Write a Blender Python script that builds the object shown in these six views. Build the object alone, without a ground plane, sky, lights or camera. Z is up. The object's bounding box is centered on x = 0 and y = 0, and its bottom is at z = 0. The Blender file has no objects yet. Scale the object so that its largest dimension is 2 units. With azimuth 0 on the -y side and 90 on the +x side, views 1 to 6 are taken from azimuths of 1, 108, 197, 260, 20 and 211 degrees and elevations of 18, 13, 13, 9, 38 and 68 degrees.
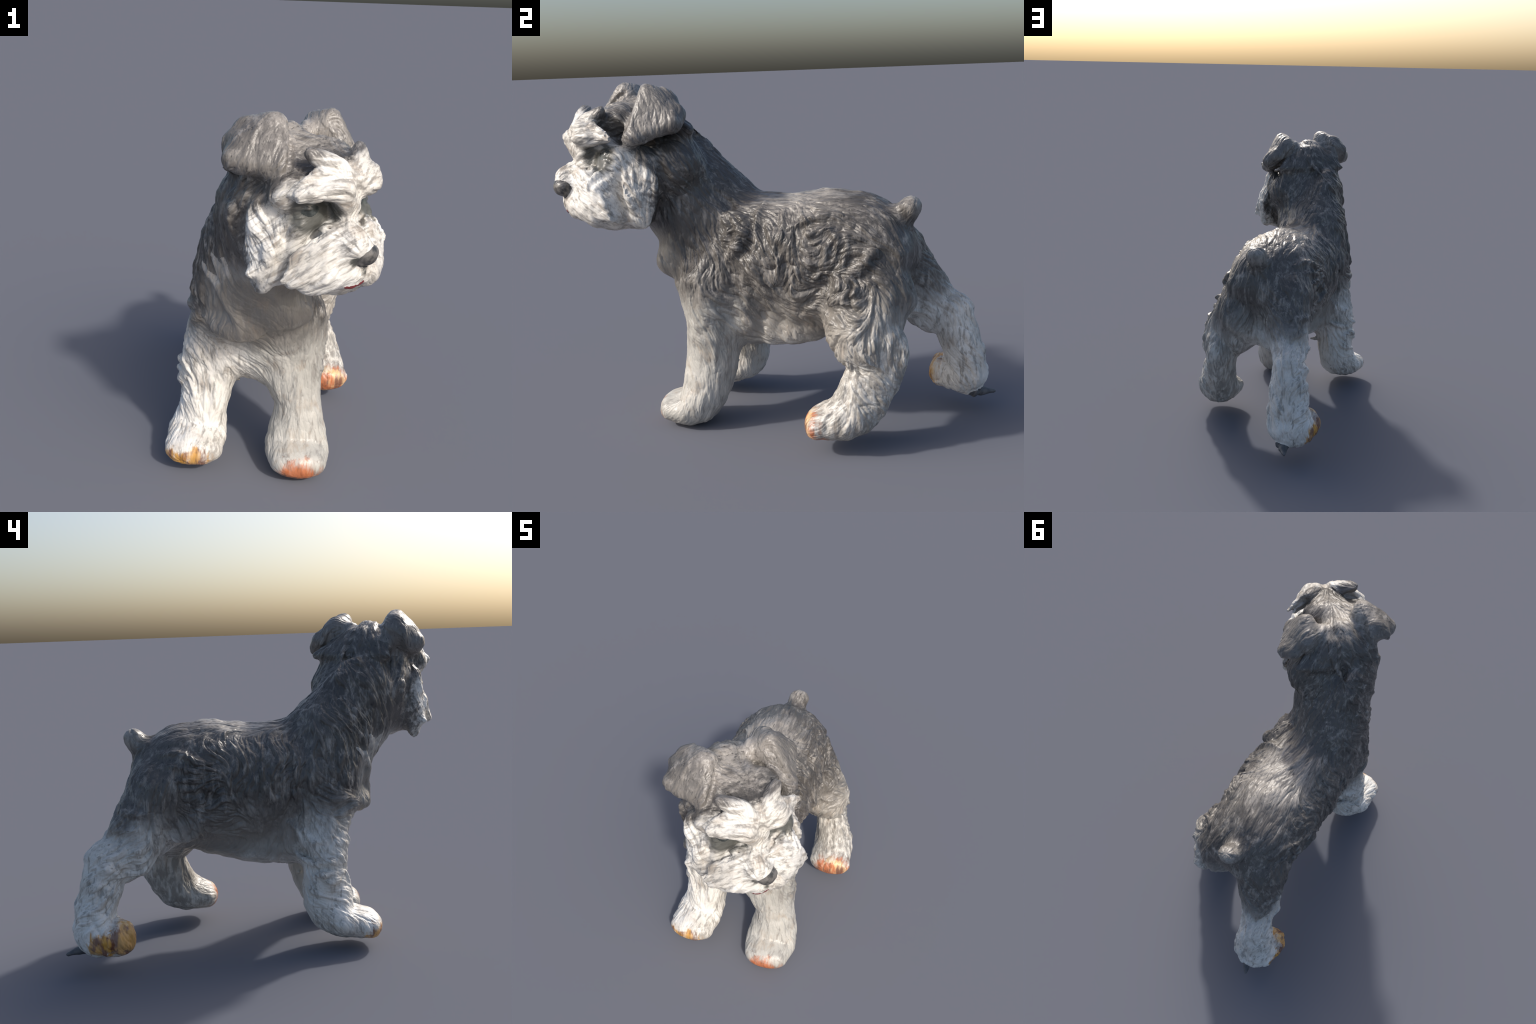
"""Painted resin figurine of a young schnauzer, built part by part.

The body is a smooth blend of swept elliptical tubes (torso, neck, legs, muzzle, locks of hair ...),
meshed on a lattice, carved with a flowing coat of hair relief, then divided into its anatomical parts.
"""
import math
import bpy
import numpy as np

CELL = 0.0061          # lattice spacing of the body surface before the last subdivision
rng = np.random.RandomState(7)

# ------------------------------------------------------------------ frames
YAW = math.radians(42.0)                       # the head is turned to the dog's left
HEAD_O = np.array([0.10, -0.65, 1.35])
HEAD_M = np.array([[math.sin(YAW), -math.cos(YAW), 0], [math.cos(YAW), math.sin(YAW), 0], [0, 0, 1.0]])


def head_to_world(p):
    return np.asarray(p, float) @ HEAD_M + HEAD_O


# ------------------------------------------------------------------ body plan
# tube: frame (W world, H head: forward, left, up), side axis, blend width, stations (x, y, z, radius along side, other radius)
TUBES = {
    'torso': ('W', (1, 0, 0), 0.06, [(0.017, 0.564, 0.866, 0.167, 0.078), (-0.030, 0.349, 0.860, 0.258, 0.266), (-0.029, 0.059, 0.810, 0.286, 0.301), (-0.045, -0.122, 0.852, 0.264, 0.251), (-0.019, -0.420, 0.840, 0.198, 0.149)]),
    'belly': ('W', (1, 0, 0), 0.09, [(0.013, 0.314, 0.622, 0.102, 0.158), (0.009, 0.072, 0.476, 0.157, 0.080), (-0.042, -0.229, 0.532, 0.224, 0.172)]),
    'flankwebR': ('W', (1, 0, 0), 0.06, [(-0.222, 0.340, 0.665, 0.052, 0.060), (-0.190, 0.410, 0.620, 0.052, 0.060)]),
    'flankwebL': ('W', (1, 0, 0), 0.06, [(0.165, 0.175, 0.650, 0.048, 0.060), (0.150, 0.110, 0.615, 0.046, 0.055)]),
    'armwebR': ('W', (1, 0, 0), 0.06, [(-0.220, -0.120, 0.610, 0.046, 0.050), (-0.225, -0.130, 0.520, 0.042, 0.050)]),
    'armwebL': ('W', (1, 0, 0), 0.06, [(0.155, -0.140, 0.620, 0.046, 0.050), (0.155, -0.150, 0.540, 0.042, 0.050)]),
    'chest': ('W', (1, 0, 0), 0.08, [(-0.085, -0.367, 1.033, 0.212, 0.223), (-0.128, -0.340, 0.753, 0.204, 0.122), (-0.111, -0.514, 0.699, 0.099, 0.051)]),
    'neck': ('W', (1, 0, 0), 0.08, [(-0.116, -0.245, 0.930, 0.127, 0.124), (-0.000, -0.469, 1.041, 0.201, 0.200), (-0.111, -0.521, 1.216, 0.107, 0.196), (-0.018, -0.633, 1.289, 0.177, 0.041)]),
    'tail': ('W', (1, 0, 0), 0.04, [(-0.004, 0.488, 0.971, 0.061, 0.046), (-0.010, 0.576, 1.023, 0.048, 0.055), (-0.002, 0.612, 1.058, 0.058, 0.053)]),
    'cranium': ('H', (0, 1, 0), 0.05, [(-0.176, -0.000, 0.077, 0.250, 0.045), (-0.054, -0.018, 0.152, 0.089, 0.093), (0.134, -0.071, 0.026, 0.186, 0.097)]),
    'cheekboneR': ('H', (0, 1, 0), 0.04, [(0.169, -0.134, -0.094, 0.032, 0.042), (0.161, -0.165, -0.174, 0.041, 0.041)]),
    'cheekboneL': ('H', (0, 1, 0), 0.04, [(0.147, 0.134, -0.091, 0.041, 0.038), (0.144, 0.154, -0.174, 0.031, 0.042)]),
    'orbitL': ('H', (0, 1, 0), 0.04, [(0.165, 0.080, -0.030, 0.050, 0.050), (0.139, 0.149, -0.029, 0.056, 0.056)]),
    'forehead': ('H', (0, 1, 0), 0.04, [(0.104, 0.013, 0.135, 0.137, 0.076), (0.206, -0.001, 0.111, 0.087, 0.053)]),
    'cheekcoreR': ('H', (0, 1, 0), 0.04, [(0.093, -0.175, -0.099, 0.043, 0.054), (0.104, -0.192, -0.210, 0.040, 0.049)]),
    'cheekcoreL': ('H', (0, 1, 0), 0.04, [(0.100, 0.158, -0.114, 0.041, 0.041), (0.115, 0.168, -0.242, 0.042, 0.042)]),
    'bridgecore': ('H', (0, 1, 0), 0.03, [(0.130, -0.005, 0.000, 0.110, 0.090), (0.232, -0.007, -0.003, 0.062, 0.081)]),
    'sidefillR': ('H', (0, 1, 0), 0.05, [(0.030, -0.185, -0.030, 0.045, 0.055), (0.040, -0.198, -0.140, 0.045, 0.065), (0.030, -0.192, -0.245, 0.045, 0.055)]),
    'napefillR': ('H', (0, 1, 0), 0.05, [(-0.035, -0.165, 0.010, 0.050, 0.055), (-0.040, -0.170, -0.100, 0.046, 0.065), (-0.050, -0.165, -0.210, 0.046, 0.060)]),
    'sidefillL': ('H', (0, 1, 0), 0.04, [(0.050, 0.170, -0.030, 0.040, 0.050), (0.060, 0.180, -0.140, 0.040, 0.055), (0.050, 0.175, -0.240, 0.040, 0.050)]),
    'underfillR': ('H', (0, 1, 0), 0.04, [(0.188, -0.110, -0.055, 0.055, 0.046), (0.175, -0.160, -0.070, 0.045, 0.045)]),
    'underfillL': ('H', (0, 1, 0), 0.04, [(0.183, 0.100, -0.055, 0.055, 0.046), (0.170, 0.150, -0.070, 0.045, 0.045)]),
    'headcore': ('H', (0, 1, 0), 0.03, [(0.066, 0.027, -0.184, 0.169, 0.072), (0.170, -0.013, -0.160, 0.158, 0.056)]),
    'jowl': ('H', (0, 1, 0), 0.06, [(-0.117, 0.095, -0.092, 0.181, 0.153), (0.058, -0.058, -0.273, 0.245, 0.048)]),
    'muzzle': ('H', (0, 1, 0), 0.05, [(0.169, 0.029, -0.313, 0.190, 0.045), (0.260, -0.029, -0.222, 0.141, 0.065), (0.287, 0.011, -0.234, 0.090, 0.074)]),
    'snout': ('H', (0, 1, 0), 0.04, [(0.212, 0.008, -0.096, 0.080, 0.045), (0.316, -0.050, -0.124, 0.051, 0.068), (0.350, -0.026, -0.145, 0.047, 0.056)]),
    'bibchin': ('H', (0, 1, 0), 0.05, [(0.061, 0.058, -0.312, 0.159, 0.069), (0.242, 0.030, -0.313, 0.107, 0.047)]),
    'mouR': ('H', (0, 1, 0), 0.03, [(0.299, -0.068, -0.172, 0.045, 0.059), (0.258, -0.133, -0.215, 0.035, 0.057), (0.217, -0.222, -0.272, 0.022, 0.032)]),
    'mouL': ('H', (0, 1, 0), 0.03, [(0.282, 0.028, -0.165, 0.015, 0.049), (0.225, 0.160, -0.159, 0.012, 0.085), (0.201, 0.219, -0.283, 0.012, 0.037)]),
    'cheekR': ('H', (0, 1, 0), 0.03, [(0.038, -0.200, -0.053, 0.045, 0.055), (0.069, -0.208, -0.188, 0.037, 0.050), (0.053, -0.222, -0.301, 0.020, 0.062)]),
    'cheekL': ('H', (0, 1, 0), 0.03, [(0.035, 0.200, -0.075, 0.035, 0.060), (0.048, 0.208, -0.188, 0.046, 0.055), (0.083, 0.223, -0.297, 0.042, 0.055)]),
    'browR': ('H', (0, 0, 1), 0.025, [(0.281, -0.053, 0.030, 0.072, 0.041), (0.281, -0.093, 0.065, 0.037, 0.054), (0.226, -0.209, 0.034, 0.023, 0.027)]),
    'browL': ('H', (0, 0, 1), 0.025, [(0.231, 0.015, 0.051, 0.039, 0.044), (0.283, 0.075, 0.078, 0.061, 0.051), (0.187, 0.180, 0.051, 0.012, 0.012)]),
    'tuftR': ('H', (0, 0, 1), 0.025, [(0.261, -0.044, 0.075, 0.038, 0.046), (0.240, -0.087, 0.139, 0.031, 0.035), (0.208, -0.147, 0.175, 0.018, 0.012)]),
    'tuftL': ('H', (0, 0, 1), 0.025, [(0.248, 0.025, 0.079, 0.040, 0.036), (0.237, 0.064, 0.137, 0.029, 0.024), (0.202, 0.106, 0.171, 0.017, 0.015)]),
    'earrootR': ('H', (0.7, 0.7, 0), 0.03, [(-0.038, -0.102, 0.192, 0.051, 0.031), (-0.040, -0.161, 0.239, 0.080, 0.026)]),
    'earrootL': ('H', (0.7, -0.7, 0), 0.03, [(-0.053, 0.096, 0.202, 0.054, 0.044), (-0.051, 0.135, 0.201, 0.111, 0.077)]),
    'FL': ('W', (1, 0, 0), 0.06, [(0.088, -0.321, 0.700, 0.173, 0.176), (0.098, -0.318, 0.529, 0.173, 0.129), (0.157, -0.319, 0.307, 0.106, 0.128), (0.160, -0.387, 0.108, 0.142, 0.102), (0.166, -0.515, 0.079, 0.126, 0.069)]),
    'FR': ('W', (1, 0, 0), 0.06, [(-0.211, -0.290, 0.770, 0.108, 0.168), (-0.252, -0.285, 0.442, 0.129, 0.104), (-0.272, -0.289, 0.230, 0.106, 0.125), (-0.293, -0.334, 0.141, 0.132, 0.084), (-0.302, -0.479, 0.105, 0.129, 0.070)]),
    'HL': ('W', (1, 0, 0), 0.06, [(0.124, 0.435, 0.661, 0.153, 0.220), (0.238, 0.434, 0.503, 0.134, 0.138), (0.231, 0.512, 0.449, 0.080, 0.132), (0.297, 0.408, 0.191, 0.112, 0.115), (0.316, 0.258, 0.131, 0.129, 0.071)]),
    'HR': ('W', (1, 0, 0), 0.06, [(-0.155, 0.529, 0.809, 0.155, 0.143), (-0.229, 0.683, 0.544, 0.089, 0.134), (-0.255, 0.775, 0.497, 0.090, 0.109), (-0.288, 0.863, 0.197, 0.117, 0.096), (-0.344, 0.751, 0.172, 0.087, 0.089)]),
    'earlobeR': ('H', (0, 1, 0), 0.05, [(-0.063, -0.158, 0.179, 0.012, 0.099), (-0.073, -0.265, 0.163, 0.015, 0.068)]),
    'earlobeL': ('H', (0, 1, 0), 0.05, [(-0.067, 0.175, 0.190, 0.034, 0.014), (-0.105, 0.244, 0.152, 0.043, 0.046)]),
    'lipR': ('H', (0, 1, 0), 0.03, [(0.335, -0.042, -0.240, 0.049, 0.041), (0.238, -0.150, -0.287, 0.050, 0.047)]),
    'lipL': ('H', (0, 1, 0), 0.03, [(0.335, 0.044, -0.260, 0.049, 0.040), (0.270, 0.133, -0.290, 0.046, 0.042)]),
    'cheekfillR': ('H', (0, 1, 0), 0.05, [(0.039, -0.184, -0.028, 0.089, 0.012), (0.027, -0.219, -0.200, 0.044, 0.046)]),
    'groin': ('W', (1, 0, 0), 0.06, [(0.025, 0.350, 0.581, 0.095, 0.080), (0.010, 0.496, 0.580, 0.080, 0.060)]),
    'throat': ('W', (1, 0, 0), 0.06, [(0.053, -0.441, 0.954, 0.102, 0.053), (0.075, -0.521, 0.805, 0.113, 0.079)]),
    'groinR': ('W', (1, 0, 0), 0.06, [(-0.087, 0.406, 0.614, 0.089, 0.064), (-0.090, 0.522, 0.577, 0.081, 0.091)]),
    'earfillR': ('H', (0, 1, 0), 0.04, [(-0.044, -0.146, 0.145, 0.052, 0.043), (0.014, -0.198, 0.124, 0.040, 0.043)]),
    'earfillL': ('H', (0, 1, 0), 0.04, [(-0.042, 0.132, 0.138, 0.061, 0.052), (0.027, 0.178, 0.109, 0.045, 0.057)]),
    'spur': ('W', (1, 0, 0), 0.02, [(-0.263, 0.896, 0.100, 0.037, 0.030), (-0.288, 0.958, 0.098, 0.017, 0.012), (-0.304, 0.993, 0.092, 0.009, 0.008)]),
    'jawsideR': ('H', (0, 1, 0), 0.05, [(-0.066, -0.137, 0.022, 0.077, 0.063), (-0.117, -0.168, -0.115, 0.085, 0.012), (-0.072, -0.141, -0.213, 0.048, 0.059)]),
    'jawR': ('H', (0, 1, 0), 0.04, [(-0.020, -0.100, -0.270, 0.100, 0.060), (0.120, -0.128, -0.278, 0.088, 0.050)]),
}
PLATES = {
    'earR': ('H', 0.04, [(0.015, -0.143, 0.245), (-0.044, -0.278, 0.132), (0.093, -0.183, 0.116)], 0.051),
    'earL': ('H', 0.04, [(-0.001, 0.160, 0.252), (-0.076, 0.280, 0.113), (0.103, 0.206, 0.057)], 0.040),
}

# locks of hair and small features laid over the body
LOCKS = {
    'mouthline': ('H', (0, 0, 1), 0.004, [(0.362, -0.012, -0.276, 0.002, 0.004), (0.350, -0.045, -0.283, 0.002, 0.006), (0.336, -0.070, -0.290, 0.002, 0.004)]),
    'eyeR': ('H', (0, 1, 0), 0.006, [(0.199, -0.14, -0.022, 0.034, 0.030)]),
    'eyeL': ('H', (0, 1, 0), 0.006, [(0.188, 0.13, -0.022, 0.034, 0.030)]),
    'tuftR': ('H', (0, 1, 0), 0.025, [(0.285, -0.02, 0.085, 0.018, 0.016), (0.250, -0.080, 0.140, 0.026, 0.022), (0.208, -0.156, 0.182, 0.012, 0.010)]),
    'tuftL': ('H', (0, 1, 0), 0.025, [(0.285, 0.02, 0.085, 0.020, 0.018), (0.250, 0.060, 0.135, 0.028, 0.024), (0.204, 0.108, 0.180, 0.012, 0.011)]),
    'flakeR': ('H', (0, 1, 0), 0.006, [(0.285, -0.075, -0.070, 0.014, 0.008), (0.262, -0.105, -0.072, 0.020, 0.008), (0.255, -0.135, -0.085, 0.010, 0.007)]),
    'flakeL': ('H', (0, 1, 0), 0.006, [(0.285, 0.07, -0.066, 0.014, 0.008), (0.255, 0.11, -0.072, 0.018, 0.008)]),
    'ruffa': ('W', (1, 0, 0), 0.013, [(-0.283, -0.450, 0.986, 0.005, 0.005), (-0.237, -0.502, 0.931, 0.016, 0.016), (-0.190, -0.531, 0.877, 0.016, 0.016), (-0.157, -0.534, 0.812, 0.016, 0.016), (-0.123, -0.551, 0.749, 0.016, 0.016), (-0.100, -0.558, 0.674, 0.008, 0.008)]),
    'ruffb': ('W', (1, 0, 0), 0.012, [(-0.130, -0.551, 0.823, 0.003, 0.003), (-0.117, -0.547, 0.764, 0.010, 0.010), (-0.102, -0.565, 0.698, 0.005, 0.005)]),
    'ruffc': ('W', (1, 0, 0), 0.012, [(-0.236, -0.532, 1.033, 0.004, 0.004), (-0.210, -0.550, 0.988, 0.014, 0.014), (-0.190, -0.545, 0.935, 0.014, 0.014), (-0.173, -0.543, 0.882, 0.007, 0.007)]),
    'ruffd': ('W', (1, 0, 0), 0.012, [(-0.176, -0.617, 1.043, 0.003, 0.003), (-0.167, -0.591, 0.978, 0.010, 0.010), (-0.144, -0.578, 0.922, 0.005, 0.005)]),
    'shoulderlock': ('W', (1, 0, 0), 0.024, [(0.121, -0.210, 1.035, 0.018, 0.018), (0.169, -0.135, 1.001, 0.030, 0.030), (0.209, -0.134, 0.927, 0.030, 0.030), (0.208, -0.199, 0.836, 0.015, 0.015)]),
    'shoulderlock2': ('W', (1, 0, 0), 0.013, [(0.143, -0.243, 1.013, 0.010, 0.010), (0.173, -0.194, 0.975, 0.016, 0.016), (0.200, -0.217, 0.904, 0.008, 0.008)]),
    'flanka': ('W', (1, 0, 0), 0.012, [(0.076, -0.044, 1.088, 0.009, 0.009), (0.159, -0.061, 1.026, 0.015, 0.015), (0.220, -0.043, 0.938, 0.007, 0.007)]),
    'flankb': ('W', (1, 0, 0), 0.013, [(0.132, 0.063, 1.061, 0.010, 0.010), (0.215, 0.065, 0.965, 0.016, 0.016), (0.249, 0.034, 0.872, 0.008, 0.008)]),
    'flankc': ('W', (1, 0, 0), 0.013, [(0.221, 0.185, 0.957, 0.010, 0.010), (0.203, 0.261, 0.989, 0.016, 0.016), (0.212, 0.323, 0.952, 0.016, 0.016), (0.232, 0.314, 0.872, 0.016, 0.016), (0.237, 0.264, 0.766, 0.008, 0.008)]),
    'flankd': ('W', (1, 0, 0), 0.012, [(0.226, 0.210, 0.940, 0.008, 0.008), (0.233, 0.278, 0.907, 0.013, 0.013), (0.240, 0.266, 0.829, 0.013, 0.013), (0.241, 0.216, 0.765, 0.006, 0.006)]),
    'flanke': ('W', (1, 0, 0), 0.014, [(0.207, 0.364, 0.958, 0.010, 0.010), (0.230, 0.356, 0.854, 0.017, 0.017), (0.241, 0.302, 0.757, 0.017, 0.017), (0.214, 0.206, 0.632, 0.009, 0.009)]),
    'flankf': ('W', (1, 0, 0), 0.012, [(0.202, 0.100, 0.988, 0.009, 0.009), (0.175, 0.181, 1.027, 0.015, 0.015), (0.167, 0.266, 1.040, 0.015, 0.015), (0.178, 0.359, 1.013, 0.007, 0.007)]),
    'thigha': ('W', (1, 0, 0), 0.022, [(0.202, 0.482, 0.895, 0.017, 0.017), (0.240, 0.417, 0.810, 0.028, 0.028), (0.252, 0.334, 0.737, 0.028, 0.028), (0.225, 0.247, 0.685, 0.014, 0.014)]),
    'thighb': ('W', (1, 0, 0), 0.019, [(0.255, 0.461, 0.767, 0.014, 0.014), (0.285, 0.365, 0.698, 0.024, 0.024), (0.232, 0.261, 0.650, 0.012, 0.012)]),
    'thighc': ('W', (1, 0, 0), 0.016, [(0.224, 0.259, 0.644, 0.012, 0.012), (0.253, 0.283, 0.610, 0.020, 0.020), (0.310, 0.333, 0.587, 0.010, 0.010)]),
    'thighd': ('W', (1, 0, 0), 0.014, [(0.320, 0.454, 0.628, 0.011, 0.011), (0.344, 0.420, 0.572, 0.018, 0.018), (0.342, 0.356, 0.518, 0.009, 0.009)]),
    'thighe': ('W', (1, 0, 0), 0.012, [(0.306, 0.530, 0.567, 0.008, 0.008), (0.321, 0.539, 0.505, 0.006, 0.006)]),
    'hock': ('W', (1, 0, 0), 0.018, [(0.296, 0.590, 0.445, 0.013, 0.013), (0.263, 0.628, 0.405, 0.011, 0.011)]),
    'shin': ('W', (1, 0, 0), 0.012, [(0.320, 0.367, 0.343, 0.007, 0.007), (0.336, 0.425, 0.369, 0.006, 0.006)]),
    'haunchR': ('W', (1, 0, 0), 0.013, [(-0.197, 0.502, 0.993, 0.010, 0.010), (-0.233, 0.420, 1.005, 0.016, 0.016), (-0.267, 0.340, 0.969, 0.016, 0.016), (-0.293, 0.261, 0.931, 0.008, 0.008)]),
    'haunchRb': ('W', (1, 0, 0), 0.012, [(-0.242, 0.483, 0.950, 0.008, 0.008), (-0.269, 0.402, 0.936, 0.014, 0.014), (-0.290, 0.322, 0.910, 0.007, 0.007)]),
    'haunchRc': ('W', (1, 0, 0), 0.012, [(-0.281, 0.442, 0.880, 0.008, 0.008), (-0.289, 0.359, 0.876, 0.013, 0.013), (-0.303, 0.290, 0.843, 0.006, 0.006)]),
    'foldA': ('W', (1, 0, 0), 0.013, [(-0.238, 0.709, 0.749, 0.010, 0.010), (-0.296, 0.645, 0.738, 0.016, 0.016), (-0.309, 0.567, 0.740, 0.008, 0.008)]),
    'foldB': ('W', (1, 0, 0), 0.013, [(-0.234, 0.780, 0.643, 0.010, 0.010), (-0.297, 0.698, 0.660, 0.016, 0.016), (-0.310, 0.617, 0.661, 0.008, 0.008)]),
    'foldC': ('W', (1, 0, 0), 0.013, [(-0.321, 0.685, 0.544, 0.010, 0.010), (-0.313, 0.635, 0.558, 0.016, 0.016), (-0.306, 0.629, 0.500, 0.008, 0.008)]),
    'foldD': ('W', (1, 0, 0), 0.012, [(-0.318, 0.857, 0.508, 0.009, 0.009), (-0.345, 0.786, 0.503, 0.015, 0.015), (-0.339, 0.737, 0.475, 0.007, 0.007)]),
    'foldE': ('W', (1, 0, 0), 0.012, [(-0.341, 0.881, 0.414, 0.008, 0.008), (-0.360, 0.820, 0.432, 0.014, 0.014), (-0.352, 0.763, 0.393, 0.007, 0.007)]),
    'armA': ('W', (1, 0, 0), 0.012, [(-0.266, -0.102, 0.640, 0.009, 0.009), (-0.278, -0.145, 0.588, 0.015, 0.015), (-0.292, -0.169, 0.516, 0.007, 0.007)]),
    'armB': ('W', (1, 0, 0), 0.012, [(-0.298, -0.174, 0.598, 0.008, 0.008), (-0.325, -0.198, 0.548, 0.013, 0.013), (-0.361, -0.262, 0.555, 0.006, 0.006)]),
    'armC': ('W', (1, 0, 0), 0.012, [(-0.258, -0.125, 0.481, 0.009, 0.009), (-0.331, -0.201, 0.439, 0.015, 0.015), (-0.379, -0.284, 0.459, 0.015, 0.015), (-0.344, -0.357, 0.473, 0.007, 0.007)]),
    'armD': ('W', (1, 0, 0), 0.012, [(0.088, -0.226, 0.276, 0.008, 0.008), (-0.347, -0.210, 0.382, 0.014, 0.014), (-0.378, -0.305, 0.399, 0.007, 0.007)]),
    'nape': ('W', (1, 0, 0), 0.012, [(0.002, -0.528, 1.547, 0.008, 0.008), (-0.018, -0.480, 1.459, 0.014, 0.014), (-0.127, -0.403, 1.369, 0.007, 0.007)]),
    'ribR': ('W', (1, 0, 0), 0.013, [(-0.241, -0.111, 1.024, 0.010, 0.010), (-0.285, -0.142, 0.953, 0.016, 0.016), (-0.310, -0.139, 0.833, 0.016, 0.016), (-0.269, -0.113, 0.677, 0.008, 0.008)]),
    'bellytuft': ('W', (1, 0, 0), 0.014, [(-0.277, 0.331, 0.681, 0.011, 0.011), (-0.160, 0.308, 0.583, 0.018, 0.018), (-0.125, 0.305, 0.555, 0.009, 0.009)]),
    'breastR': ('W', (1, 0, 0), 0.012, [(-0.317, -0.402, 0.733, 0.009, 0.009), (-0.298, -0.427, 0.723, 0.015, 0.015), (-0.263, -0.460, 0.730, 0.007, 0.007)]),
}


def fan(key, first, last, count, thick, frame='H', k=0.012):
    """locks combed between two guide curves, each tapering to its tip"""
    first, last = np.array(first, float), np.array(last, float)
    for i in range(count):
        t = i / (count - 1)
        pts = first + (last - first) * t + rng.uniform(-0.006, 0.006, first.shape)
        r = thick * rng.uniform(0.8, 1.2)
        st = [(*p, r * w, r * w) for p, w in zip(pts, (0.35, 1.0, 0.35))]
        LOCKS[f'{key}_{i}'] = (frame, (0, 1, 0), k, st)
        PART_OF[f'{key}_{i}'] = PART_OF[key]


# hollows cut back into the body
HOLLOWS = {
    'socketR': ('H', (0, 1, 0), 0.02, [(0.285, -0.120, -0.012, 0.020, 0.022), (0.240, -0.200, -0.025, 0.016, 0.020)]),
    'socketL': ('H', (0, 1, 0), 0.02, [(0.285, 0.105, -0.012, 0.020, 0.022), (0.240, 0.185, -0.025, 0.016, 0.020)]),
    'browhollowR': ('H', (0, 1, 0), 0.02, [(0.255, -0.11, 0.134, 0.008, 0.008), (0.222, -0.165, 0.128, 0.020, 0.020)]),
    'browhollowL': ('H', (0, 1, 0), 0.02, [(0.255, 0.09, 0.134, 0.010, 0.010), (0.212, 0.150, 0.125, 0.024, 0.024), (0.170, 0.205, 0.085, 0.022, 0.022)]),
    'earcreaseR': ('H', (0, 1, 0), 0.014, [(0.035, -0.105, 0.245, 0.010, 0.010), (0.10, -0.140, 0.18, 0.012, 0.012), (0.15, -0.200, 0.10, 0.008, 0.008)]),
    'earcupL': ('H', (0, 1, 0), 0.02, [(0.045, 0.135, 0.255, 0.018, 0.018), (0.095, 0.160, 0.18, 0.024, 0.024), (0.135, 0.205, 0.10, 0.012, 0.012)]),
    'nostrilR': ('H', (0, 1, 0), 0.006, [(0.402, -0.055, -0.170, 0.008, 0.007)]),
    'nostrilL': ('H', (0, 1, 0), 0.006, [(0.402, -0.005, -0.170, 0.008, 0.007)]),
    'shoulderpitL': ('W', (1, 0, 0), 0.018, [(0.184, -0.078, 1.005, 0.013, 0.013), (0.222, -0.074, 0.938, 0.022, 0.022), (0.231, -0.127, 0.850, 0.011, 0.011)]),
    'creaseNeckL': ('W', (1, 0, 0), 0.018, [(0.107, -0.284, 1.141, 0.013, 0.013), (0.094, -0.217, 1.088, 0.022, 0.022), (0.124, -0.209, 1.042, 0.011, 0.011)]),
    'pitA': ('W', (1, 0, 0), 0.014, [(0.236, 0.133, 0.946, 0.011, 0.011), (0.205, 0.170, 1.002, 0.018, 0.018), (0.198, 0.248, 1.015, 0.009, 0.009)]),
    'pitB': ('W', (1, 0, 0), 0.012, [(0.234, 0.207, 0.714, 0.008, 0.008), (0.222, 0.158, 0.632, 0.014, 0.014), (0.196, 0.136, 0.578, 0.007, 0.007)]),
    'pitC': ('W', (1, 0, 0), 0.013, [(0.228, 0.338, 0.926, 0.010, 0.010), (0.242, 0.334, 0.844, 0.008, 0.008)]),
    'pitD': ('W', (1, 0, 0), 0.014, [(0.260, 0.087, 0.864, 0.011, 0.011), (0.263, 0.098, 0.791, 0.009, 0.009)]),
    'pitE': ('W', (1, 0, 0), 0.012, [(0.269, 0.368, 0.743, 0.009, 0.009), (0.260, 0.450, 0.780, 0.007, 0.007)]),
    'ribcreaseR': ('W', (1, 0, 0), 0.016, [(-0.285, -0.093, 0.981, 0.012, 0.012), (-0.319, -0.107, 0.887, 0.020, 0.020), (-0.315, -0.118, 0.786, 0.020, 0.020), (-0.275, -0.098, 0.654, 0.010, 0.010)]),
    'flankpitR': ('W', (1, 0, 0), 0.016, [(-0.292, 0.386, 0.818, 0.012, 0.012), (-0.307, 0.304, 0.802, 0.020, 0.020), (-0.309, 0.221, 0.766, 0.010, 0.010)]),
    'toeA': ('W', (1, 0, 0), 0.012, [(-0.390, 0.868, 0.290, 0.005, 0.005), (-0.401, 0.839, 0.229, 0.009, 0.009), (-0.424, 0.816, 0.178, 0.004, 0.004)]),
    'toeB': ('W', (1, 0, 0), 0.012, [(-0.423, 0.812, 0.193, 0.005, 0.005), (-0.402, 0.789, 0.236, 0.008, 0.008), (-0.359, 0.754, 0.262, 0.004, 0.004)]),
    'toeL': ('W', (1, 0, 0), 0.012, [(0.444, 0.264, 0.150, 0.005, 0.005), (0.416, 0.283, 0.190, 0.008, 0.008), (0.367, 0.284, 0.221, 0.004, 0.004)]),
    'toeL2': ('W', (1, 0, 0), 0.012, [(0.439, 0.311, 0.127, 0.005, 0.005), (0.426, 0.315, 0.186, 0.008, 0.008), (0.396, 0.333, 0.225, 0.004, 0.004)]),
    'armpitR': ('W', (1, 0, 0), 0.012, [(-0.274, -0.098, 0.622, 0.008, 0.008), (-0.291, -0.156, 0.577, 0.014, 0.014), (-0.304, -0.171, 0.527, 0.007, 0.007)]),
    'cleft': ('W', (1, 0, 0), 0.012, [(0.287, -0.871, 1.451, 0.007, 0.007), (0.294, -0.887, 1.431, 0.012, 0.012), (0.296, -0.899, 1.387, 0.006, 0.006)]),
}
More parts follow.
